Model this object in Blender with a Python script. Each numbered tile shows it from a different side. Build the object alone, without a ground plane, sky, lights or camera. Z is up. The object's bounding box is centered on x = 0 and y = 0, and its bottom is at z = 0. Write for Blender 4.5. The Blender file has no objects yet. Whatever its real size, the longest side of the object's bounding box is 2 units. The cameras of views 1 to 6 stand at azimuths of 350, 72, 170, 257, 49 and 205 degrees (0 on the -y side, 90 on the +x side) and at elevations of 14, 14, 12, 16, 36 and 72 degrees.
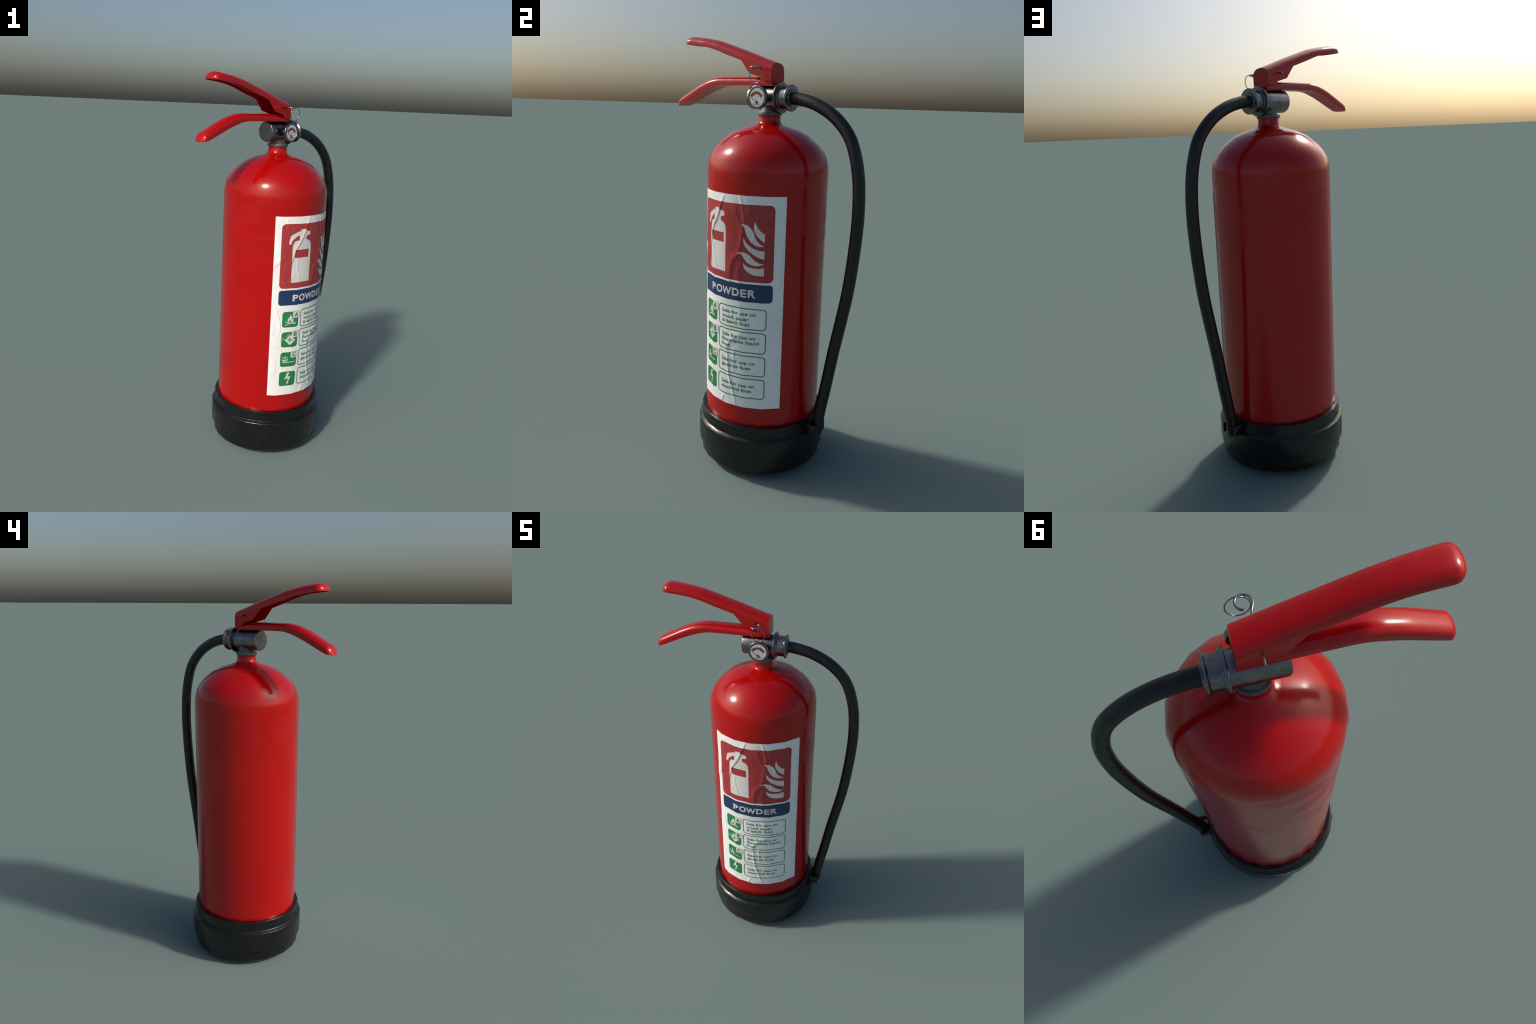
"""Powder fire extinguisher: twenty-sided painted tank, rubber boot, valve with
pressure gauge, carry handle and lever, safety pin, hose and wrinkled label.
Local frame: +x runs along the handles towards their tips, +y is the gauge and
label side, z is up; the whole thing is turned and set off-centre by its root."""
import bpy, bmesh, math, random
import numpy as np
from mathutils import Vector

random.seed(7)
SCENE = bpy.context.scene
TURN = math.radians(216.0)
AXIS = (0.0192, 0.0172, 0.0)

# ------------------------------------------------------------------ materials
def principled(name):
    m = bpy.data.materials.new(name)
    m.use_nodes = True
    nt = m.node_tree
    b = nt.nodes["Principled BSDF"]
    return m, nt, b

def noise(nt, scale, detail=4.0, rough=0.55, vec_scale=None):
    tc = nt.nodes.new("ShaderNodeTexCoord")
    n = nt.nodes.new("ShaderNodeTexNoise")
    n.inputs["Scale"].default_value = scale
    n.inputs["Detail"].default_value = detail
    n.inputs["Roughness"].default_value = rough
    if vec_scale:
        mp = nt.nodes.new("ShaderNodeMapping")
        mp.inputs["Scale"].default_value = vec_scale
        nt.links.new(tc.outputs["Object"], mp.inputs["Vector"])
        nt.links.new(mp.outputs["Vector"], n.inputs["Vector"])
    else:
        nt.links.new(tc.outputs["Object"], n.inputs["Vector"])
    return n

def ramp(nt, src, stops):
    r = nt.nodes.new("ShaderNodeValToRGB")
    e = r.color_ramp.elements
    while len(e) < len(stops):
        e.new(0.5)
    for el, (p, c) in zip(e, stops):
        el.position = p
        el.color = (c, c, c, 1) if isinstance(c, (int, float)) else (*c, 1)
    nt.links.new(src, r.inputs["Fac"])
    return r.outputs["Color"]

def grain(nt, bsdf, src, strength, distance):
    b = nt.nodes.new("ShaderNodeBump")
    b.inputs["Strength"].default_value = strength
    b.inputs["Distance"].default_value = distance
    nt.links.new(src, b.inputs["Height"])
    nt.links.new(b.outputs["Normal"], bsdf.inputs["Normal"])

def make_material(name, dark, light, rough, metallic=0.0, scale=6.0, grain_amount=None,
                  specular=0.5, coat=0.0, vec_scale=None, detail=4.0):
    """Two-tone noise colour, noise roughness between rough[0] and rough[1], optional grain."""
    m, nt, b = principled(name)
    n = noise(nt, scale, detail=detail, vec_scale=vec_scale)
    nt.links.new(ramp(nt, n.outputs["Fac"], [(0.35, dark), (0.65, light)]), b.inputs["Base Color"])
    n2 = noise(nt, scale * 1.7, detail=5.0, vec_scale=vec_scale)
    nt.links.new(ramp(nt, n2.outputs["Fac"], [(0.35, rough[0]), (0.68, rough[1])]), b.inputs["Roughness"])
    b.inputs["Metallic"].default_value = metallic
    b.inputs["Specular IOR Level"].default_value = specular
    b.inputs["Coat Weight"].default_value = coat
    b.inputs["Coat Roughness"].default_value = 0.06
    if grain_amount:
        g = noise(nt, grain_amount[0], detail=6.0)
        grain(nt, b, g.outputs["Fac"], grain_amount[1], grain_amount[2])
    return m

MAT = {
    "paint": make_material("red_paint", (0.415, 0.0016, 0.0014), (0.455, 0.0024, 0.0020), (0.13, 0.24), scale=3.2, detail=3.0),
    "lever": make_material("red_lever_coating", (0.43, 0.0025, 0.0025), (0.47, 0.0035, 0.0035), (0.17, 0.28), scale=8.0),
    "rubber": make_material("black_rubber", (0.0040, 0.0044, 0.0042), (0.0085, 0.0090, 0.0085), (0.22, 0.38), scale=14.0,
                            grain_amount=(38.0, 0.30, 0.004)),
    "hose": make_material("black_hose_rubber", (0.0045, 0.0050, 0.0052), (0.0085, 0.0090, 0.0092), (0.33, 0.48), scale=18.0,
                          grain_amount=(120.0, 0.15, 0.002)),
    "steel": make_material("brushed_valve_metal", (0.18, 0.18, 0.183), (0.25, 0.25, 0.253), (0.24, 0.36), metallic=1.0,  # base grey darkened to carry the baked occlusion shade on the flanges
                           scale=25.0, grain_amount=(60.0, 0.08, 0.002)),
    "dull_steel": make_material("dull_cast_metal", (0.13, 0.135, 0.133), (0.18, 0.185, 0.183), (0.50, 0.62), metallic=0.6,
                                scale=30.0, grain_amount=(80.0, 0.1, 0.002)),
    "bezel": make_material("gauge_bezel_metal", (0.17, 0.175, 0.175), (0.24, 0.245, 0.245), (0.17, 0.26), metallic=1.0, scale=25.0),
    "chrome": make_material("polished_wire", (0.30, 0.30, 0.31), (0.38, 0.38, 0.39), (0.14, 0.22), metallic=1.0, scale=20.0),
    "brass": make_material("brass_hub", (0.42, 0.33, 0.12), (0.5, 0.4, 0.16), (0.35, 0.45), metallic=0.3, scale=40.0),
    "paper": make_material("label_white", (0.95, 0.945, 0.92), (0.98, 0.975, 0.955), (0.34, 0.46), scale=9.0),
    "red_ink": make_material("label_red_ink", (0.40, 0.040, 0.041), (0.44, 0.046, 0.047), (0.34, 0.46), scale=9.0),
    "blue_ink": make_material("label_blue_ink", (0.016, 0.044, 0.118), (0.019, 0.051, 0.135), (0.34, 0.46), scale=9.0),
    "green_ink": make_material("label_green_ink", (0.020, 0.225, 0.068), (0.024, 0.255, 0.078), (0.34, 0.46), scale=9.0),
    "grey_ink": make_material("label_pale_grey", (0.745, 0.715, 0.685), (0.79, 0.76, 0.73), (0.34, 0.46), scale=9.0),
    "dial": make_material("dial_white", (0.66, 0.66, 0.65), (0.70, 0.70, 0.69), (0.3, 0.4), scale=30.0),
    "dial_red": make_material("dial_red", (0.30, 0.018, 0.022), (0.33, 0.02, 0.025), (0.3, 0.4), scale=30.0),
    "dial_green": make_material("dial_green", (0.03, 0.16, 0.04), (0.035, 0.18, 0.045), (0.3, 0.4), scale=30.0),
    "dial_black": make_material("dial_black", (0.012, 0.012, 0.012), (0.018, 0.018, 0.018), (0.4, 0.5), scale=30.0),
    "dial_grey": make_material("dial_grey_print", (0.07, 0.07, 0.08), (0.10, 0.10, 0.11), (0.4, 0.5), scale=30.0),
}

def smudge(mat, low, high, amount):
    """Cloudy duller patches of the gloss between two heights, added to the roughness."""
    nt = mat.node_tree
    b = nt.nodes["Principled BSDF"]
    old = b.inputs["Roughness"].links[0].from_socket
    n = noise(nt, 5.0, detail=3.0, rough=0.5, vec_scale=(1.0, 1.0, 1.9))
    n.inputs["Distortion"].default_value = 0.8
    patch = ramp(nt, n.outputs["Fac"], [(0.44, 0.0), (0.66, 1.0)])
    tc = nt.nodes.new("ShaderNodeTexCoord")
    sep = nt.nodes.new("ShaderNodeSeparateXYZ")
    nt.links.new(tc.outputs["Object"], sep.inputs[0])
    up = nt.nodes.new("ShaderNodeMapRange")
    up.interpolation_type = "SMOOTHSTEP"
    up.inputs["From Min"].default_value, up.inputs["From Max"].default_value = low, low + 0.22
    dn = nt.nodes.new("ShaderNodeMapRange")
    dn.interpolation_type = "SMOOTHSTEP"
    dn.inputs["From Min"].default_value, dn.inputs["From Max"].default_value = high, high - 0.05
    nt.links.new(sep.outputs["Z"], up.inputs["Value"])
    nt.links.new(sep.outputs["Z"], dn.inputs["Value"])
    def math_node(op, a, c):
        m = nt.nodes.new("ShaderNodeMath")
        m.operation = op
        for k, v in enumerate((a, c)):
            if isinstance(v, float):
                m.inputs[k].default_value = v
            else:
                nt.links.new(v, m.inputs[k])
        return m.outputs[0]
    w = math_node("MULTIPLY", math_node("MULTIPLY", up.outputs[0], dn.outputs[0]), patch)
    nt.links.new(math_node("ADD", old, math_node("MULTIPLY", w, amount)), b.inputs["Roughness"])

smudge(MAT["paint"], 0.95, 1.44, 0.16)

# ------------------------------------------------------------------ mesh helpers
ROOT = bpy.data.objects.new("fire_extinguisher", None)
SCENE.collection.objects.link(ROOT)
ROOT.location = AXIS
ROOT.rotation_euler = (0, 0, TURN)
ROOT["label"] = "red powder fire extinguisher with black hose and white instruction label"
ROOT["category"] = "fire extinguisher"

def add(name, mesh, mat, parent=None, sharp=40.0, smooth=True):
    mesh.materials.clear()
    mesh.materials.append(MAT[mat])
    if smooth:
        mesh.polygons.foreach_set("use_smooth", [True] * len(mesh.polygons))
        if sharp is not None:
            mesh.set_sharp_from_angle(angle=math.radians(sharp))
    ob = bpy.data.objects.new(name, mesh)
    SCENE.collection.objects.link(ob)
    ob.parent = parent or ROOT
    return ob

def mesh_from(name, verts, faces, fix=True):
    me = bpy.data.meshes.new(name)
    me.from_pydata([tuple(map(float, v)) for v in verts], [], faces)
    if fix:
        bm = bmesh.new()
        bm.from_mesh(me)
        bmesh.ops.remove_doubles(bm, verts=bm.verts, dist=1e-6)
        bmesh.ops.recalc_face_normals(bm, faces=bm.faces)
        bm.to_mesh(me)
        bm.free()
    me.update()
    return me

def revolve(name, profile, sides, place, start=0.0):
    """Turn (radius, height) pairs about an axis; place(x, y, h) -> point. Ends with r=0 close."""
    verts, faces = [], []
    for r, h in profile:
        for k in range(sides):
            t = start + 2 * math.pi * k / sides
            verts.append(place(r * math.cos(t), r * math.sin(t), h))
    n = len(profile)
    for i in range(n - 1):
        for k in range(sides):
            k2 = (k + 1) % sides
            faces.append((i * sides + k, i * sides + k2, (i + 1) * sides + k2, (i + 1) * sides + k))
    if profile[0][0] > 1e-6:
        faces.append(tuple(range(sides))[::-1])
    if profile[-1][0] > 1e-6:
        faces.append(tuple((n - 1) * sides + k for k in range(sides)))
    return mesh_from(name, verts, faces)

def join_meshes(name, meshes):
    bm = bmesh.new()
    for m in meshes:
        bm.from_mesh(m)
    me = bpy.data.meshes.new(name)
    bm.to_mesh(me)
    bm.free()
    return me

def interp(x, pts):
    return float(np.interp(x, [p[0] for p in pts], [p[1] for p in pts]))

def catmull(points, n):
    """Smooth open curve through points, n samples per span."""
    P = [np.array(p, float) for p in points]
    P = [2 * P[0] - P[1]] + P + [2 * P[-1] - P[-2]]
    out = []
    for i in range(1, len(P) - 2):
        p0, p1, p2, p3 = P[i - 1:i + 3]
        for k in range(n):
            t = k / n
            out.append(0.5 * (2 * p1 + (p2 - p0) * t + (2 * p0 - 5 * p1 + 4 * p2 - p3) * t * t
                              + (3 * p1 - p0 - 3 * p2 + p3) * t ** 3))
    out.append(P[-2])
    return out

def tube(name, path, radius, sides=16, closed=False, caps=True):
    """Sweep a circle along a path with parallel-transported frames."""
    P = [Vector(p) for p in path]
    n = len(P)
    tang = []
    for i in range(n):
        a = P[i - 1] if (i > 0 or closed) else P[i]
        b = P[(i + 1) % n] if (i < n - 1 or closed) else P[i]
        tang.append((b - a).normalized())
    ref = Vector((0, 1, 0)) if abs(tang[0].y) < 0.9 else Vector((0, 0, 1))
    u = tang[0].cross(ref).normalized()
    verts, faces = [], []
    for i in range(n):
        u = (u - tang[i] * u.dot(tang[i])).normalized()
        v = tang[i].cross(u)
        for k in range(sides):
            t = 2 * math.pi * k / sides
            verts.append(P[i] + (u * math.cos(t) + v * math.sin(t)) * radius)
    for i in range(n if closed else n - 1):
        j = (i + 1) % n
        for k in range(sides):
            k2 = (k + 1) % sides
            faces.append((i * sides + k, i * sides + k2, j * sides + k2, j * sides + k))
    if caps and not closed:
        faces.append(tuple(range(sides))[::-1])
        faces.append(tuple((n - 1) * sides + k for k in range(sides)))
    return mesh_from(name, verts, faces, fix=not closed)

def box(name, lo, hi, bevel=0.0):
    bm = bmesh.new()
    bmesh.ops.create_cube(bm, size=1.0)
    for v in bm.verts:
        v.co = Vector([lo[i] + (v.co[i] + 0.5) * (hi[i] - lo[i]) for i in range(3)])
    if bevel:
        bmesh.ops.bevel(bm, geom=bm.edges[:], offset=bevel, segments=2, affect="EDGES", profile=0.5)
    me = bpy.data.meshes.new(name)
    bm.to_mesh(me)
    bm.free()
    return me

upright = lambda x, y, h: (x, y, h)

# ------------------------------------------------------------------ tank
TANK_R = 0.2760
tank_profile = [
    (0.0, 0.030), (0.200, 0.030), (0.250, 0.050), (0.2735, 0.110), (TANK_R, 0.150),
    (TANK_R, 0.30), (TANK_R, 0.75), (TANK_R, 1.36), (TANK_R, 1.412),
    (0.2742, 1.435), (0.2665, 1.468), (0.2510, 1.498), (0.2255, 1.5285), (0.1765, 1.5695),
    (0.1325, 1.5910), (0.0795, 1.6070), (0.0600, 1.6130), (0.0525, 1.620), (0.0495, 1.631),
    (0.0488, 1.645), (0.0488, 1.662), (0.0, 1.662),
]
add("tank", revolve("tank", tank_profile, 20, upright), "paint", sharp=50)

# ------------------------------------------------------------------ rubber boot with hose clip
boot_profile = [
    (0.0, 0.0), (0.2440, 0.0), (0.2840, 0.0225), (0.2950, 0.0335), (0.2958, 0.0370), (0.2982, 0.0690), (0.2988, 0.0875), (0.3005, 0.0895), (0.3085, 0.0915), (0.3095, 0.0940), (0.3095, 0.1985),
    (0.3082, 0.2005), (0.2955, 0.2072), (0.2942, 0.2090), (0.2942, 0.2615), (0.2925, 0.2632), (0.2770, 0.2632),
    (0.2755, 0.2615), (0.2755, 0.2000), (0.0, 0.2000),
]
boot = add("rubber_boot", revolve("rubber_boot", boot_profile, 25, upright, math.radians(-3.5)), "rubber", sharp=28)
clip_parts = []
for side in (-1, 1):
    y0, y1 = (0.0385, 0.0480) if side > 0 else (-0.0382, -0.0287)
    clip_parts.append(box("arm", (-0.3480, y0, 0.2085), (-0.280, y1, 0.2550), 0.0012))
clip_parts.append(box("bridge", (-0.3030, -0.0290, 0.2095), (-0.2800, 0.0390, 0.2540), 0.0012))
add("hose_clip", join_meshes("hose_clip", clip_parts), "rubber", parent=boot, sharp=35)

# ------------------------------------------------------------------ hose
hose_points = [
    (-0.105, 1.7290), (-0.160, 1.7248), (-0.238, 1.7068), (-0.316, 1.6700), (-0.376, 1.6220), (-0.4195, 1.5660),
    (-0.4495, 1.4880), (-0.4675, 1.4000), (-0.4750, 1.2900), (-0.4735, 1.1900), (-0.4640, 1.0570), (-0.4480, 0.9150),
    (-0.4245, 0.7800), (-0.3960, 0.6300), (-0.3705, 0.4750), (-0.3455, 0.3350), (-0.3350, 0.2680), (-0.3290, 0.2060),
]
hose_path = [(p[0] + 0.0002, 0.0, p[1]) for p in catmull(hose_points, 3)]
add("hose", tube("hose", hose_path, 0.0268, sides=20), "hose", sharp=50)

# ------------------------------------------------------------------ valve
VZ = 1.7285
along = lambda x, y, h: (h, x, VZ + y)           # axis of the barrel lies along local x
barrel_profile = [
    (0.0, -0.058), (0.051, -0.058), (0.0515, 0.0915), (0.0500, 0.0960), (0.0470, 0.0985), (0.0, 0.0985),
]
stem_profile = [(0.0, 1.653), (0.0530, 1.6535), (0.0542, 1.6550), (0.0542, 1.6660), (0.0530, 1.6680), (0.0440, 1.6690),
                (0.0415, 1.6730), (0.0385, 1.700), (0.0, 1.700)]
valve = add("valve_body", revolve("valve_body", barrel_profile, 24, along, math.radians(7.5)), "steel", sharp=32)
add("valve_stem", revolve("valve_stem", stem_profile, 24, upright), "dull_steel", parent=valve, sharp=32)
coupling_profile = [
    (0.0, -0.1250), (0.0365, -0.1250), (0.0385, -0.1235), (0.0390, -0.1195), (0.0540, -0.1195), (0.0572, -0.1180),
    (0.0576, -0.1150), (0.0570, -0.1120), (0.0525, -0.1085), (0.0492, -0.1065), (0.0492, -0.0745), (0.0540, -0.0735),
    (0.0555, -0.0715), (0.0555, -0.0672), (0.0655, -0.0668), (0.0668, -0.0650), (0.0668, -0.0600), (0.0655, -0.0582),
    (0.0520, -0.0570), (0.0, -0.0570),
]
add("hose_coupling", revolve("hose_coupling", coupling_profile, 20, along), "steel", parent=valve, sharp=32)

# ------------------------------------------------------------------ handles (lofts along x)
def arch(width, low, high, corner, power, count):
    """Arched section from the lower right edge over the top to the lower left edge, as (y, z)."""
    rise = min(corner, max(high - low, 1e-5) * 0.92)
    pts = [(width, low)]
    if high - rise > low + 1e-6:
        pts.append((width, high - rise))
    else:
        pts.append((width, low + 1e-6))
    for k in range(1, count):
        t = math.pi * k / count
        c, s = math.cos(t), math.sin(t)
        pts.append((math.copysign(abs(c) ** (2 / power), c) * width, high - rise + rise * abs(s) ** (2 / power)))
    pts.append((-width, pts[1][1]))
    pts.append((-width, low))
    return pts

HANDLE_REAR = -0.0375
top_line = [(-0.04, 1.8745), (0.03, 1.8965), (0.10, 1.9195), (0.16, 1.9380), (0.22, 1.9560), (0.29, 1.9765),
            (0.36, 1.9900), (0.43, 1.9988), (0.455, 2.0000), (0.50, 2.0000)]
low_line = [(-0.04, 1.7975), (0.0045, 1.7985), (0.016, 1.8070), (0.022, 1.8150), (0.0845, 1.8310), (0.1315, 1.8865),
            (0.2263, 1.9150), (0.2906, 1.9365), (0.3429, 1.9495), (0.3985, 1.9570), (0.455, 1.9620), (0.492, 1.9660)]
half_width = [(-0.04, 0.0480), (0.15, 0.0472), (0.30, 0.0475), (0.40, 0.0490), (0.455, 0.0505), (0.50, 0.0505)]
NOSE0, NOSE1 = 0.452, 0.4895
stations = sorted(set([HANDLE_REAR, 0.0045, 0.016, 0.022, 0.05, 0.0845, 0.1, 0.115, 0.1315] + list(np.linspace(0.155, NOSE0, 15))
                      + [NOSE0 + (NOSE1 - NOSE0) * math.sin(math.pi / 2 * k / 8) for k in range(1, 9)]))
COUNT = 18
rows = []
for a in stations:
    lo, hi, w = interp(a, low_line), interp(a, top_line), interp(a, half_width)
    if a > NOSE0:
        t = min((a - NOSE0) / (NOSE1 - NOSE0), 1.0)
        f = max(math.sqrt(max(1 - t * t, 0.0)), 0.02)
        w *= max((1 - t ** 2.3) ** (1 / 2.3) if t < 1 else 0.0, 0.02)
        hi = lo + (hi - lo) * f
    rows.append([(a, y, z) for y, z in arch(w, lo, hi, 0.036, 2.35, COUNT)])
verts = [p for r in rows for p in r]
m = len(rows[0])
faces = [(i * m + k, i * m + k + 1, (i + 1) * m + k + 1, (i + 1) * m + k)
         for i in range(len(rows) - 1) for k in range(m - 1)]
faces.append(tuple(range(m)))                                   # closed rear plate
shell = mesh_from("carry_handle", verts, faces, fix=False)
bm = bmesh.new(); bm.from_mesh(shell)
bmesh.ops.recalc_face_normals(bm, faces=bm.faces)
crown = max(bm.faces, key=lambda f: f.calc_center_median().z)
if crown.normal.z < 0:
    bmesh.ops.reverse_faces(bm, faces=bm.faces)
bm.to_mesh(shell); bm.free()
tmp = bpy.data.objects.new("shell", shell)
SCENE.collection.objects.link(tmp)
sol = tmp.modifiers.new("thickness", "SOLIDIFY")
sol.thickness = 0.0042
sol.offset = -1.0
sol.use_even_offset = False
solid = bpy.data.meshes.new_from_object(tmp.evaluated_get(bpy.context.evaluated_depsgraph_get()))
bpy.data.objects.remove(tmp)
solid.name = "carry_handle"
carry = add("carry_handle", solid, "lever", sharp=38)

lever_top = [(-0.04, 1.8175), (0.27, 1.8182), (0.30, 1.8160), (0.33, 1.8102), (0.36, 1.8008), (0.40, 1.7852),
             (0.44, 1.7658), (0.48, 1.7460), (0.52, 1.7260), (0.55, 1.7110)]
lever_low = [(-0.04, 1.7805), (0.245, 1.7805), (0.275, 1.7785), (0.305, 1.7725), (0.335, 1.7630), (0.37, 1.7510), (0.41, 1.7345),
             (0.4525, 1.7150), (0.49, 1.6985), (0.524, 1.6845), (0.548, 1.6795)]
TIP0, TIP1 = 0.5178, 0.5432
stations = sorted(set([-0.0385, 0.0, 0.06, 0.12, 0.18, 0.23] + list(np.linspace(0.25, TIP0, 19))
                      + [TIP0 + (TIP1 - TIP0) * math.sin(math.pi / 2 * k / 7) for k in range(1, 8)]))
rows = []
for a in stations:
    lo, hi, w = interp(a, lever_low), interp(a, lever_top), 0.0402
    if a > TIP0:
        t = min((a - TIP0) / (TIP1 - TIP0), 1.0)
        f = (1 - t ** 2.6) ** (1 / 2.6) if t < 1 else 0.0
        w *= max(f, 0.45)
        hi = lo + (hi - lo) * max(f, 0.3)
    rows.append([(a, y, z) for y, z in arch(w, lo, hi, 0.027, 2.3, COUNT)])
m = len(rows[0])
verts = [p for r in rows for p in r]
faces = [(i * m + k, i * m + (k + 1) % m, (i + 1) * m + (k + 1) % m, (i + 1) * m + k)
         for i in range(len(rows) - 1) for k in range(m)]
faces.append(tuple(range(m)))
faces.append(tuple((len(rows) - 1) * m + k for k in range(m))[::-1])
add("squeeze_lever", mesh_from("squeeze_lever", verts, faces), "lever", sharp=45)

# ------------------------------------------------------------------ safety pin and pull ring
PZ = 1.8510
coil = [(0.0355 - 0.0005, 0.0935)]
pin_path = [(0.0262, -0.0770), (0.0262, -0.03), (0.0262, 0.03), (0.0262, 0.060), (0.0290, 0.0730), (0.0335, 0.0840)]
CX, CY, CR = 0.0137, 0.0945, 0.0213
for k in range(13):
    t = math.radians(-5 + 22 * k)
    pin_path.append((CX + CR * math.cos(t), CY + CR * math.sin(t)))
pin = [(x, y, PZ + 0.0035 * max(0.0, min(1.0, (i - 5) / 12.0))) for i, (x, y) in enumerate(pin_path)]
pin = [tuple(p) for p in catmull(pin, 3)]
safety_pin = add("safety_pin", tube("safety_pin", pin, 0.0035, sides=10), "chrome", sharp=50)
ring_c, ring_r = (0.0, 0.1090, 1.8205), 0.0342
ring = [(ring_c[0] + 0.94 * ring_r * math.cos(t), ring_c[1] + 0.003 * math.sin(t) - 0.001 * math.cos(t), ring_c[2] + ring_r * math.sin(t))
        for t in np.linspace(0, 2 * math.pi, 48, endpoint=False)]
add("pull_ring", tube("pull_ring", ring, 0.0018, sides=8, closed=True), "chrome", parent=safety_pin, sharp=None)

# ------------------------------------------------------------------ flat artwork helpers (2-D, any unit)
def outline_mesh(loops):
    """Fill closed 2-D loops (holes by nesting) and return (verts, triangles/ngons)."""
    cu = bpy.data.curves.new("art", "CURVE")
    cu.dimensions = "2D"
    cu.fill_mode = "BOTH"
    for lp in loops:
        sp = cu.splines.new("POLY")
        sp.points.add(len(lp) - 1)
        for q, p in zip(sp.points, lp):
            q.co = (p[0], p[1], 0, 1)
        sp.use_cyclic_u = True
    ob = bpy.data.objects.new("art", cu)
    SCENE.collection.objects.link(ob)
    me = bpy.data.meshes.new_from_object(ob.evaluated_get(bpy.context.evaluated_depsgraph_get()))
    bpy.data.objects.remove(ob)
    bpy.data.curves.remove(cu)
    return me

def text_mesh(body, weight=0.0):
    cu = bpy.data.curves.new("lettering", "FONT")
    cu.body = body
    cu.size = 1.0
    cu.offset = weight
    cu.resolution_u = 4
    ob = bpy.data.objects.new("lettering", cu)
    SCENE.collection.objects.link(ob)
    me = bpy.data.meshes.new_from_object(ob.evaluated_get(bpy.context.evaluated_depsgraph_get()))
    bpy.data.objects.remove(ob)
    bpy.data.curves.remove(cu)
    return me

def fitted_text(body, x0, x1, base, cap, weight=0.02):
    """Lettering scaled to a cap height and stretched to run from x0 to x1."""
    me = text_mesh(body, weight)
    ref = text_mesh("H", weight)
    h = [v.co.y for v in ref.vertices]
    sy = cap / (max(h) - min(h))
    xs = [v.co.x for v in me.vertices]
    sx = (x1 - x0) / (max(xs) - min(xs))
    y0, mx = min(h), min(xs)
    for v in me.vertices:
        v.co = (x0 + (v.co.x - mx) * sx, base + (v.co.y - y0) * sy, 0)
    bpy.data.meshes.remove(ref)
    return me

def rounded(x0, y0, x1, y1, r, n=6):
    out = []
    for cx, cy, a0 in ((x1 - r, y1 - r, 0), (x0 + r, y1 - r, 90), (x0 + r, y0 + r, 180), (x1 - r, y0 + r, 270)):
        for k in range(n + 1):
            t = math.radians(a0 + 90 * k / n)
            out.append((cx + r * math.cos(t), cy + r * math.sin(t)))
    return out

def curved(*segments):
    """Closed loop from smooth runs that meet at corners."""
    out = []
    for seg in segments:
        pts = catmull(seg, 5) if len(seg) > 2 else [np.array(p, float) for p in seg]
        out += [tuple(p) for p in pts[:-1]]
    return out

# ------------------------------------------------------------------ label (millimetres: u across, v up)
LW, LH = 476.0, 972.0
ANG0, ANG_SPAN = 44.2, 99.8
LABEL_Z = 0.355
FACET = 18.0 / ANG_SPAN * LW
U_STEP = FACET / 24
V_STEP = LH / 260
U_LINES0 = (54.0 - ANG0) / ANG_SPAN * LW          # a facet edge of the tank falls here

# folds of the loose paper: centre line, half width, height (mm); sharp ones are narrow
folds = [
    ([(196, 972), (174, 917), (149, 860), (117, 805), (102, 762), (92, 715)], 5.5, 2.6),
    ([(275, 972), (287, 937), (296, 895), (299, 857)], 3.6, 2.0),
    ([(299, 857), (290, 790), (274, 720), (245, 686), (234, 640), (232, 602)], 7.5, 2.8),
    ([(380, 928), (364, 886), (348, 816), (332, 761), (324, 700), (319, 655)], 3.0, 1.7),
    ([(63, 970), (72, 906), (79, 880)], 4.0, 1.3),
    ([(134, 755), (127.5, 716), (139, 670), (148, 625)], 3.0, 1.3),
    ([(285, 700), (283, 640), (282, 600), (286, 520)], 8.0, 1.6),
    ([(60, 760), (30, 735), (10, 720), (-2, 690)], 12.0, 1.8),
    ([(464, 785), (462, 690), (459, 640), (450, 560)], 4.0, 1.2),
    ([(22, 490), (36, 455), (46, 425), (53, 365)], 3.4, 2.0),
    ([(224, 262), (227, 210), (231, 157), (244, 105), (256, 67), (274, -2)], 3.0, 2.4),
    ([(8, 296), (40, 280), (67, 252), (78, 215), (105, 180), (128, 150), (152, 110), (166, 72)], 2.6, 1.5),
    ([(280, 480), (297, 430), (312, 392), (332, 360), (372, 338)], 11.0, 2.2),
    ([(312, 352), (280, 345), (250, 322), (226, 294), (219, 262)], 8.0, 2.0),
    ([(193, -2), (199, 20), (207, 36)], 4.5, 1.8),
    ([(258, 278), (258, 220), (259, 165)], 5.0, 1.4),
    ([(378, 274), (352, 304)], 2.5, 0.9),
    ([(250, 930), (262, 890), (280, 850), (299, 830)], 9.0, 1.6),
    ([(330, 930), (316, 890), (303, 850)], 11.0, 1.5),
    ([(70, 700), (60, 650), (62, 610)], 9.0, 1.3),
    ([(20, 240), (34, 180), (30, 120)], 11.0, 1.2),
    ([(300, 66), (330, 58), (362, 66)], 3.0, 0.9),
    ([(120, 690), (96, 640), (88, 600)], 2.5, 0.9),
    ([(2, 420), (16, 380), (10, 340)], 8.0, 1.4),
]
crinkle = random.Random(23)
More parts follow.
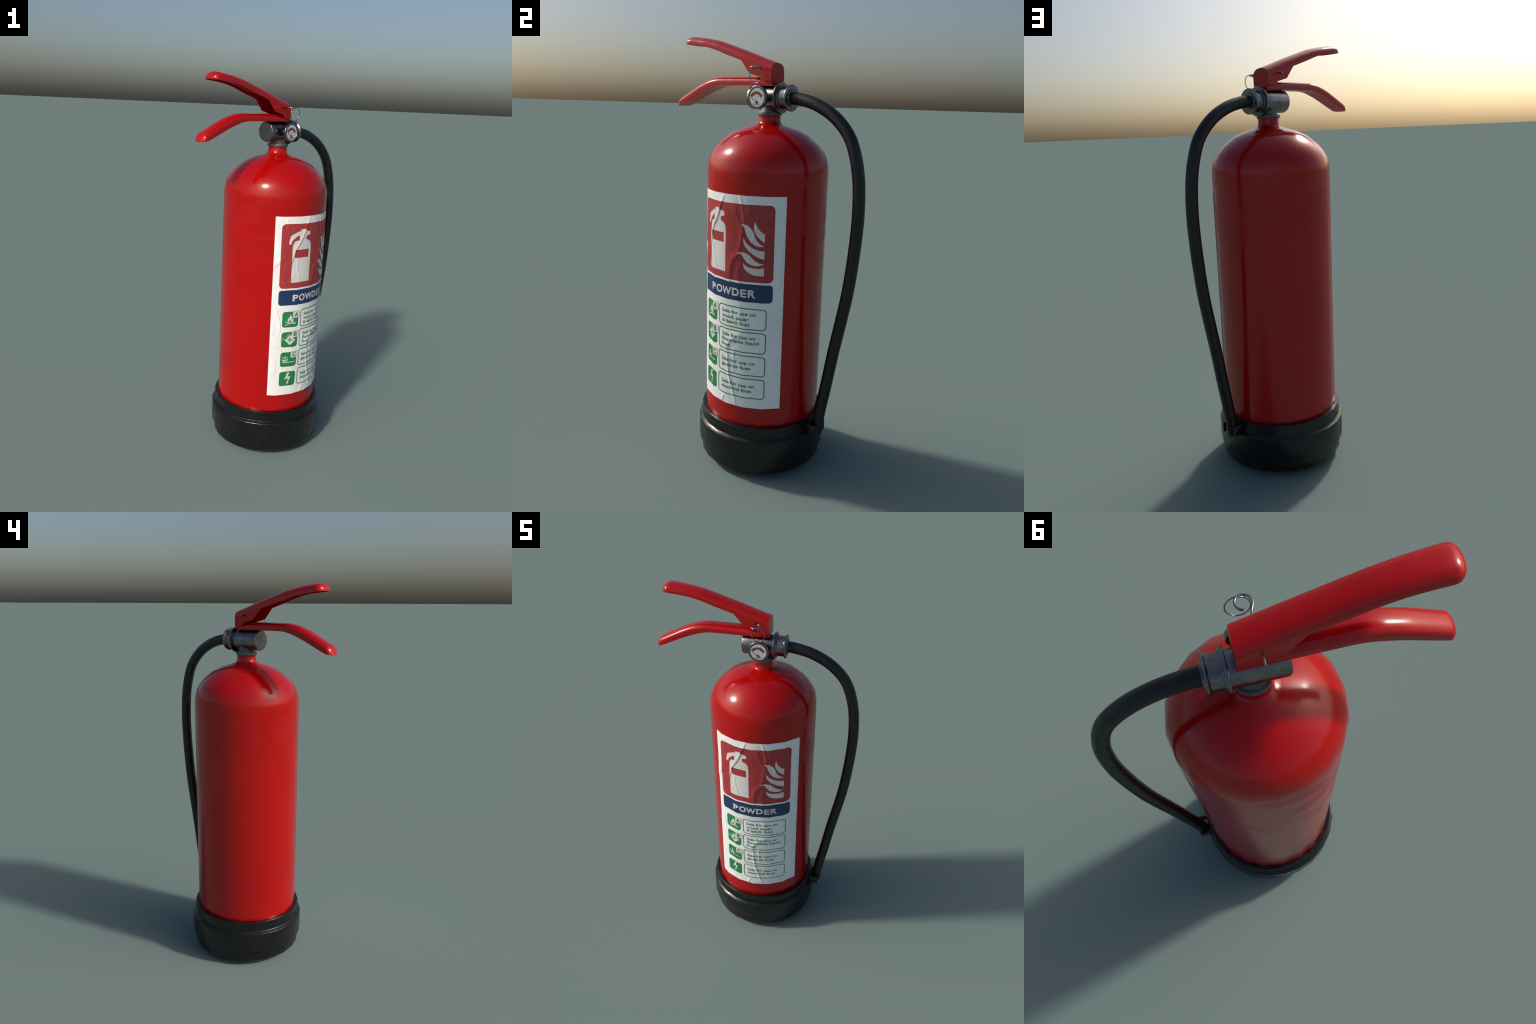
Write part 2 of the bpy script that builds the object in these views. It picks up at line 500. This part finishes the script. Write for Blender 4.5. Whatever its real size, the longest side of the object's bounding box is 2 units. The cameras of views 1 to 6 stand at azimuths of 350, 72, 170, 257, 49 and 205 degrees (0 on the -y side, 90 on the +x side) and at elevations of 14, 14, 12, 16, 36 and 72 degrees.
for _ in range(22):                                # small random crinkles between the main folds
    cu, cv = crinkle.uniform(20, 456), crinkle.uniform(25, 945)
    lean, length = crinkle.uniform(-0.5, 0.5), crinkle.uniform(35, 90)
    bow = crinkle.uniform(-9, 9)
    folds.append(([(cu - lean * length / 2, cv + length / 2), (cu + bow, cv), (cu + lean * length / 2, cv - length / 2)],
                  crinkle.uniform(4, 9), crinkle.uniform(0.5, 1.1)))
fold_lines = [(np.array(catmull(p, 5)) if len(p) > 2 else np.array(p, float), w, h) for p, w, h in folds]
inset_line = np.array(rounded(15, 14, LW - 17, LH - 12, 22, 5) + [(LW - 17, LH - 34)])

def polyline_distance(u, v, line):
    best = np.full(u.shape, 1e9)
    side = np.ones(u.shape)
    along_t = np.zeros(u.shape)
    total = max(len(line) - 1, 1)
    for i in range(len(line) - 1):
        a, b = line[i], line[i + 1]
        d = b - a
        L2 = max(d @ d, 1e-9)
        t = np.clip(((u - a[0]) * d[0] + (v - a[1]) * d[1]) / L2, 0, 1)
        q = np.hypot(u - a[0] - t * d[0], v - a[1] - t * d[1])
        closer = q < best
        best = np.where(closer, q, best)
        nrm = np.array([-d[1], d[0]]) if -d[1] > 0 else np.array([d[1], -d[0]])
        side = np.where(closer, np.sign((u - a[0]) * nrm[0] + (v - a[1]) * nrm[1]), side)
        along_t = np.where(closer, (i + t) / total, along_t)
    return best * side, along_t

def label_height(u, v):
    """Height of the paper above its bed, in millimetres."""
    h = np.zeros(u.shape)
    for line, w, amp in fold_lines:
        near = (u > line[:, 0].min() - 4 * w) & (u < line[:, 0].max() + 4 * w) & \
               (v > line[:, 1].min() - 4 * w) & (v < line[:, 1].max() + 4 * w)
        if not near.any():
            continue
        d, t = polyline_distance(u[near], v[near], line)
        taper = np.clip(np.minimum(t, 1 - t) * 5 + 0.25, 0, 1)
        # a fold leans over: a long rise on its left, a steep drop on its right
        reach = np.where(d < 0, 2.2 * w, max(0.55 * w, 2.3))
        h[near] += 1.35 * amp * taper * np.exp(-(d / reach) ** 2)
    d, _ = polyline_distance(u, v, inset_line)
    h += 0.35 * np.exp(-(d / 2.2) ** 2)
    h += 0.75 * np.sin(u / 31.0 + 1.3 * np.sin(v / 83.0)) * np.sin(v / 57.0 + u / 120.0)
    return h + 0.75

def label_place(u, v, lift):
    """Wrap label coordinates onto the faceted tank; returns points and shading normals."""
    u = np.asarray(u, float); v = np.asarray(v, float)
    ang = np.radians(ANG0 + u / LW * ANG_SPAN)
    off = np.mod(ANG0 + u / LW * ANG_SPAN, 18.0) - 9.0
    rho = TANK_R * math.cos(math.radians(9)) / np.cos(np.radians(off))
    e = 0.8
    h = label_height(u, v)
    hu = (label_height(u + e, v) - label_height(u - e, v)) / (2 * e)
    hv = (label_height(u, v + e) - label_height(u, v - e)) / (2 * e)
    rho = rho + (h + lift) * 1e-3
    P = np.stack([rho * np.cos(ang), rho * np.sin(ang), LABEL_Z + v * 1e-3], 1)
    er = np.stack([np.cos(ang), np.sin(ang), 0 * ang], 1)
    et = np.stack([-np.sin(ang), np.cos(ang), 0 * ang], 1)
    N = er - hu[:, None] * et
    N[:, 2] -= hv
    N /= np.linalg.norm(N, axis=1)[:, None]
    return P, N

# the sheet itself
us = [0.0] + [x for x in np.arange(U_LINES0 - 20 * U_STEP * 2, LW + 1, U_STEP) if 0.5 < x < LW - 0.5] + [LW]
vs = list(np.linspace(0, LH, 261))
U, V = np.meshgrid(us, vs)
PAPER_LIFT = 0.75
P, N = label_place(U.ravel(), V.ravel(), PAPER_LIFT)
nu, nv = len(us), len(vs)
faces = [(j * nu + i, j * nu + i + 1, (j + 1) * nu + i + 1, (j + 1) * nu + i) for j in range(nv - 1) for i in range(nu - 1)]
# rim: border vertices repeated down on the tank so that the sheet has an edge
border = [i for i in range(nu)] + [j * nu + nu - 1 for j in range(1, nv)] + \
         [(nv - 1) * nu + i for i in range(nu - 2, -1, -1)] + [j * nu for j in range(nv - 2, 0, -1)]
flat_u, flat_v = U.ravel(), V.ravel()
Pb, _ = label_place(flat_u[border], flat_v[border], 0.0)
ang_b = np.radians(ANG0 + flat_u[border] / LW * ANG_SPAN)
hb = (label_height(flat_u[border], flat_v[border]) + 0.4) * 1e-3
Pb[:, 0] -= hb * np.cos(ang_b); Pb[:, 1] -= hb * np.sin(ang_b)
base = len(P)
for k in range(len(border)):
    k2 = (k + 1) % len(border)
    faces.append((border[k], base + k, base + k2, border[k2]))
me = mesh_from("label", np.vstack([P, Pb]), faces, fix=False)
me.polygons.foreach_set("use_smooth", [True] * len(me.polygons))
Nb = np.stack([np.cos(ang_b), np.sin(ang_b), 0 * ang_b], 1)
label = add("label", me, "paper", sharp=None)
me.normals_split_custom_set_from_vertices([tuple(map(float, n)) for n in np.vstack([N, Nb])])

def print_on_label(name, meshes, mat, lift):
    """Cut artwork along the sheet's own grid and lay it on the folds."""
    bm = bmesh.new()
    for m_ in meshes:
        bm.from_mesh(m_)
    bmesh.ops.remove_doubles(bm, verts=bm.verts, dist=1e-4)
    xs = [v.co.x for v in bm.verts]; ys = [v.co.y for v in bm.verts]
    for x in us:
        if min(xs) < x < max(xs):
            bmesh.ops.bisect_plane(bm, geom=bm.verts[:] + bm.edges[:] + bm.faces[:], plane_co=(x, 0, 0), plane_no=(1, 0, 0), dist=1e-5)
    for y in vs:
        if min(ys) < y < max(ys):
            bmesh.ops.bisect_plane(bm, geom=bm.verts[:] + bm.edges[:] + bm.faces[:], plane_co=(0, y, 0), plane_no=(0, 1, 0), dist=1e-5)
    for f in bm.faces:
        if f.normal.z < 0:
            f.normal_flip()
    me_ = bpy.data.meshes.new(name)
    bm.to_mesh(me_)
    bm.free()
    co = np.empty(len(me_.vertices) * 3)
    me_.vertices.foreach_get("co", co)
    co = co.reshape(-1, 3)
    P_, N_ = label_place(co[:, 0], co[:, 1], PAPER_LIFT + lift)
    # viewed from outside u runs with increasing angle, so the winding already faces out
    me_.vertices.foreach_set("co", P_.ravel())
    me_.update()
    ob = add(name, me_, mat, parent=label, sharp=None)
    me_.normals_split_custom_set_from_vertices([tuple(map(float, n)) for n in N_])
    return ob

L1, L2, L3 = 0.32, 0.64, 0.96
extinguisher_icon = curved(
    [(74.5, 830), (75.5, 848), (83, 874)], [(83, 874), (127, 897)], [(127, 897), (135, 897)], [(135, 897), (135.5, 907)],
    [(135.5, 907), (166, 907)], [(166, 907), (166, 900)], [(166, 900), (195.5, 893)], [(195.5, 893), (196, 875)],
    [(196, 875), (186, 874), (173, 870)], [(173, 870), (172, 853)], [(172, 853), (190, 847), (202, 835), (206, 812)],
    [(206, 812), (205, 629)], [(205, 629), (96, 628)], [(96, 628), (95, 812)],
    [(95, 812), (97, 828), (105, 842), (116, 848), (130, 850)], [(130, 850), (130, 875)],
    [(130, 875), (121, 873)], [(121, 873), (96, 853)], [(96, 853), (89, 842), (88, 830)], [(88, 830), (74.5, 830)])
band = [(110, 758.5), (193, 758.5), (193, 801), (110, 801)]
flames = [
    curved([(345.5, 865), (341.5, 842), (347, 817), (362, 795), (388.5, 775)], [(388.5, 775), (388.5, 812)],
           [(388.5, 812), (369, 825.5), (354, 846), (345.5, 865)]),
    curved([(284, 849), (298, 839), (306, 816), (318, 790), (339, 767.5), (360, 758.5), (387.5, 758.3)],
           [(387.5, 758.3), (368.5, 769.5), (351, 789), (338, 821), (321, 841), (304, 850), (284, 849)]),
    curved([(295, 792), (297.5, 768.5), (310, 748), (331.5, 727), (357, 712), (388.5, 701)], [(388.5, 701), (388.5, 738.5)],
           [(388.5, 738.5), (365, 740), (340, 749), (318.5, 762), (305, 777), (295, 792)]),
    curved([(262, 719.5), (284, 719), (298, 704), (316, 684), (341, 673), (366, 673.5), (387.5, 682)],
           [(387.5, 682), (366, 685.5), (345, 697), (325.5, 716), (307, 726), (284, 728), (262, 719.5)]),
    curved([(295, 681), (301.5, 659), (320, 640), (342, 631), (366, 628.5), (388.5, 628.5)], [(388.5, 628.5), (388.5, 665.5)],
           [(388.5, 665.5), (363, 660.5), (334, 661.5), (311, 669), (295, 681)]),
]
print_on_label("red_panel", [outline_mesh([rounded(34, 598, 429.3, 935.5, 22)])], "red_ink", L1)
print_on_label("extinguisher_symbol", [outline_mesh([extinguisher_icon, band])], "grey_ink", L2)
for f in flames:
    print_on_label("flame_symbol", [outline_mesh([f])], "grey_ink", L2)
print_on_label("blue_panel", [outline_mesh([rounded(34, 506.3, 429, 588.3, 16)])], "blue_ink", L1)
print_on_label("heading_lettering", [fitted_text(ch, x0, x1, 526.5 - (0.7 if ch == "O" else 0.0), 36.0, 0.032)
                                     for ch, x0, x1 in (("P", 111, 143), ("O", 148, 187), ("W", 187.5, 240), ("D", 243, 279),
                                                        ("E", 285, 314), ("R", 320, 355))], "grey_ink", L2)

rows_text = [
    (("Safe for use on", 358.5, 442.0), ("wood, paper", 327.0, 418.0), ("& fabric fires", 332.0, 394.5)),
    (("Safe for use on", 358.5, 331.5), ("flammable liquid", 374.5, 308.0), ("fires", 236.5, 283.5)),
    (("Safe for use on", 358.0, 210.0), ("gaseous fires", 338.5, 185.5)),
    (("Safe for use on", 358.0, 99.5), ("electrical fires", 346.0, 75.0)),
]
frames = [(378.0, 477.8), (266.8, 367.8), (157.2, 254.6), (46.6, 145.2)]
for (y0, y1), lines in zip(frames, rows_text):
    print_on_label("text_frame", [outline_mesh([rounded(166, y0, 405.5, y1, 17), rounded(170.6, y0 + 4.6, 400.9, y1 - 4.6, 12.6)])],
                   "green_ink", L1)
    for body, x1, base_line in lines:
        print_on_label("text_line", [fitted_text(body, 187.6, x1, base_line, 16.5, 0.024)], "green_ink", L1)

tiles = [(60, 385.5, 152.5, 471), (61, 273.5, 154, 358.5), (61, 162.8, 154, 244.8), (60, 51.3, 152.8, 134)]
for t in tiles:
    print_on_label("pictogram_tile", [outline_mesh([rounded(*t, 14)])], "green_ink", L1)
badges = [("A", 116.8, 434.0, 159.3, 473.6), ("B", 116.2, 326.0, 160.8, 362.8), ("C", 117.3, 211.6, 158.6, 248.5)]
for ch, x0, y0, x1, y1 in badges:
    print_on_label("badge_frame", [outline_mesh([rounded(x0, y0, x1, y1, 4)])], "green_ink", L2)
    print_on_label("badge", [outline_mesh([rounded(x0 + 1.3, y0 + 1.3, x1 - 1.3, y1 - 1.3, 3)])], "grey_ink", L3)
    cx = (x0 + x1) / 2
    w = {"A": 25, "B": 21, "C": 23}[ch]
    print_on_label("badge_letter", [fitted_text(ch, cx - w / 2, cx + w / 2, y0 + 7.5, 24.5, 0.03)], "green_ink", 1.28)

# small pictograms
fire = curved([(103, 461), (104, 448), (96, 438), (90, 428), (92, 417), (102, 410)], [(102, 410), (98, 417), (101, 424), (105, 428)],
              [(105, 428), (106, 421), (110, 417), (111, 410)], [(111, 410), (120, 414), (124, 424), (122, 433)], [(122, 433), (117, 427)],
              [(117, 427), (115, 440), (109, 449), (103, 461)])
def bar2d(p, q, w):
    p, q = np.array(p, float), np.array(q, float)
    n = np.array([-(q - p)[1], (q - p)[0]]); n *= w / 2 / np.linalg.norm(n)
    return [tuple(p + n), tuple(p - n), tuple(q - n), tuple(q + n)]
print_on_label("pictogram_fire", [outline_mesh([fire])], "grey_ink", L2)
print_on_label("pictogram_logs", [outline_mesh([bar2d((78, 415), (137, 402), 4)])], "grey_ink", L2)
print_on_label("pictogram_logs", [outline_mesh([bar2d((78, 399), (137, 413), 4)])], "grey_ink", L3)
can = curved([(78, 315), (82, 319)], [(82, 319), (90, 321)], [(90, 321), (108, 343)], [(108, 343), (140, 313)],
             [(140, 313), (139, 309)], [(139, 309), (111, 286)], [(111, 286), (107, 287)], [(107, 287), (78, 315)])
cross = [bar2d((96, 314), (122, 314), 5.5), bar2d((109, 327), (109, 301), 5.5)]
plus = [(96, 311.2), (106.2, 311.2), (106.2, 301), (111.8, 301), (111.8, 311.2), (122, 311.2), (122, 316.8), (111.8, 316.8),
        (111.8, 327), (106.2, 327), (106.2, 316.8), (96, 316.8)]
print_on_label("pictogram_can", [outline_mesh([can, plus])], "grey_ink", L2)
for p, q in (((67, 321), (75, 324)), ((67, 315), (74, 318)), ((88, 330), (103, 348))):
    print_on_label("pictogram_splash", [outline_mesh([bar2d(p, q, 2.2)])], "grey_ink", L2)
burner = [rounded(71, 198.5, 106, 204, 2.5), rounded(76, 193.5, 100, 196.5, 1.4), rounded(72, 185.5, 143, 189.5, 1.8)]
for b_ in burner:
    print_on_label("pictogram_burner", [outline_mesh([b_])], "grey_ink", L2)
gas = curved([(88, 224), (84, 216), (86, 209), (90, 209), (92, 215), (88, 224)])
print_on_label("pictogram_gas_flame", [outline_mesh([gas])], "grey_ink", L2)
for p, q in (((75, 220), (79, 212)), ((101, 221), (97, 213)), ((104, 214), (99, 208)), ((72, 213), (78, 208))):
    print_on_label("pictogram_gas_flame", [outline_mesh([bar2d(p, q, 1.8)])], "grey_ink", L2)
bolt = [(105.5, 128), (119, 127), (108, 105), (125, 104), (111, 71), (117, 74), (107, 58), (101, 75), (106, 72.5), (113, 93), (90.5, 89)]
print_on_label("pictogram_bolt", [outline_mesh([bolt])], "grey_ink", L2)

# ------------------------------------------------------------------ pressure gauge
GX, GZ = 0.0025, 1.7288
facing = lambda x, y, h: (GX - x, h, GZ + y)      # x to the viewer's right, axis towards the viewer
gauge_profile = [
    (0.0, 0.040), (0.0190, 0.040), (0.0190, 0.0745), (0.0440, 0.0750), (0.0480, 0.0765), (0.0498, 0.0800), (0.0505, 0.0850), (0.0505, 0.0910),
    (0.0500, 0.0935), (0.0485, 0.0952), (0.0465, 0.0958), (0.0425, 0.0958), (0.0408, 0.0955), (0.0400, 0.0945), (0.0398, 0.0938), (0.0, 0.0938),
]
gauge = add("pressure_gauge", revolve("pressure_gauge", gauge_profile, 32, facing), "bezel", sharp=40)

def print_on_dial(name, meshes, mat, depth, smooth=False):
    me_ = join_meshes(name, meshes)
    for v in me_.vertices:
        v.co = facing(v.co.x, v.co.y, depth)
    me_.update()
    bm_ = bmesh.new(); bm_.from_mesh(me_)
    for f in bm_.faces:
        if f.normal.y < 0:
            f.normal_flip()
    bm_.to_mesh(me_); bm_.free()
    return add(name, me_, mat, parent=gauge, smooth=False)

def arc_band(cx, cy, r0, r1, t0, t1, n=16):
    o = [(cx + r1 * math.sin(math.radians(t)), cy + r1 * math.cos(math.radians(t))) for t in np.linspace(t0, t1, n)]
    i = [(cx + r0 * math.sin(math.radians(t)), cy + r0 * math.cos(math.radians(t))) for t in np.linspace(t1, t0, n)]
    return o + i

def disc(cx, cy, r, n=28):
    return [(cx + r * math.cos(2 * math.pi * k / n), cy + r * math.sin(2 * math.pi * k / n)) for k in range(n)]

D0 = 0.0942
HX, HY = -0.0016, -0.0207
AY = HY + 0.0045                                   # centre of the coloured arc
print_on_dial("dial_face", [outline_mesh([disc(0, 0, 0.0392, 40)])], "dial", D0)
print_on_dial("dial_scale_edge", [outline_mesh([arc_band(HX, AY, 0.0281, 0.0401, -58.5, 58.5, 30)])], "dial_black", D0 + 0.0003)
print_on_dial("dial_red_zone", [outline_mesh([arc_band(HX, AY, 0.0285, 0.0397, -56, -18)])], "dial_red", D0 + 0.0006)
print_on_dial("dial_red_zone", [outline_mesh([arc_band(HX, AY, 0.0285, 0.0397, 17, 56)])], "dial_red", D0 + 0.0006)
print_on_dial("dial_green_zone", [outline_mesh([arc_band(HX, AY, 0.0285, 0.0397, -17.3, -0.6)])], "dial_green", D0 + 0.0006)
print_on_dial("dial_green_zone", [outline_mesh([arc_band(HX, AY, 0.0285, 0.0397, 0.6, 16.3)])], "dial_green", D0 + 0.0006)
for body, x, y, w, h in (("bar", -0.0015, -0.0075, 0.0088, 0.0046), ("12", -0.0098, 0.0012, 0.0050, 0.0050),
                         ("14.5", 0.0075, 0.0012, 0.0092, 0.0050), ("28", 0.0195, -0.0070, 0.0055, 0.0050),
                         ("12", -0.0155, 0.0240, 0.0046, 0.0044), ("17", 0.0118, 0.0240, 0.0052, 0.0044)):
    print_on_dial("dial_figures", [fitted_text(body, x - w / 2, x + w / 2, y, h, 0.02)], "dial_grey", D0 + 0.0004)
marks = []
for k in range(11):
    t = math.radians(-33 + 6.6 * k)
    r0, r1 = 0.0285, 0.0285 + (0.0042 if k % 3 else 0.0052)
    marks.append(bar2d((HX + 0.6 * 0 + r0 * math.sin(t), -0.0015 - r0 * math.cos(t)), (HX + r1 * math.sin(t), -0.0015 - r1 * math.cos(t)), 0.0016))
print_on_dial("dial_markings", [outline_mesh([q]) for q in marks], "dial_grey", D0 + 0.0004)
needle_dir = math.radians(-57)
tipx, tipy = HX + 0.0345 * math.sin(needle_dir), HY + 0.0345 * math.cos(needle_dir)
px, py = math.cos(needle_dir), -math.sin(needle_dir)
needle = [(HX + 0.0016 * px, HY + 0.0016 * py), (HX - 0.0016 * px, HY - 0.0016 * py), (tipx - 0.0011 * px, tipy - 0.0011 * py),
          (tipx + 0.0011 * px, tipy + 0.0011 * py)]
nd = print_on_dial("needle", [outline_mesh([needle])], "dial_black", D0 + 0.0013)
add("needle_hub", revolve("needle_hub", [(0.0, D0), (0.0068, D0), (0.0068, D0 + 0.0018), (0.0060, D0 + 0.0026), (0.0, D0 + 0.0026)], 24,
                          lambda x, y, h: facing(x + HX, y + HY, h)), "dial_black", parent=gauge)
add("needle_rivet", revolve("needle_rivet", [(0.0, D0), (0.0028, D0 + 0.001), (0.0028, D0 + 0.0032), (0.0018, D0 + 0.0040), (0.0, D0 + 0.0042)], 16,
                            lambda x, y, h: facing(x + HX, y + HY, h)), "brass", parent=gauge)
bpy.context.view_layer.update()
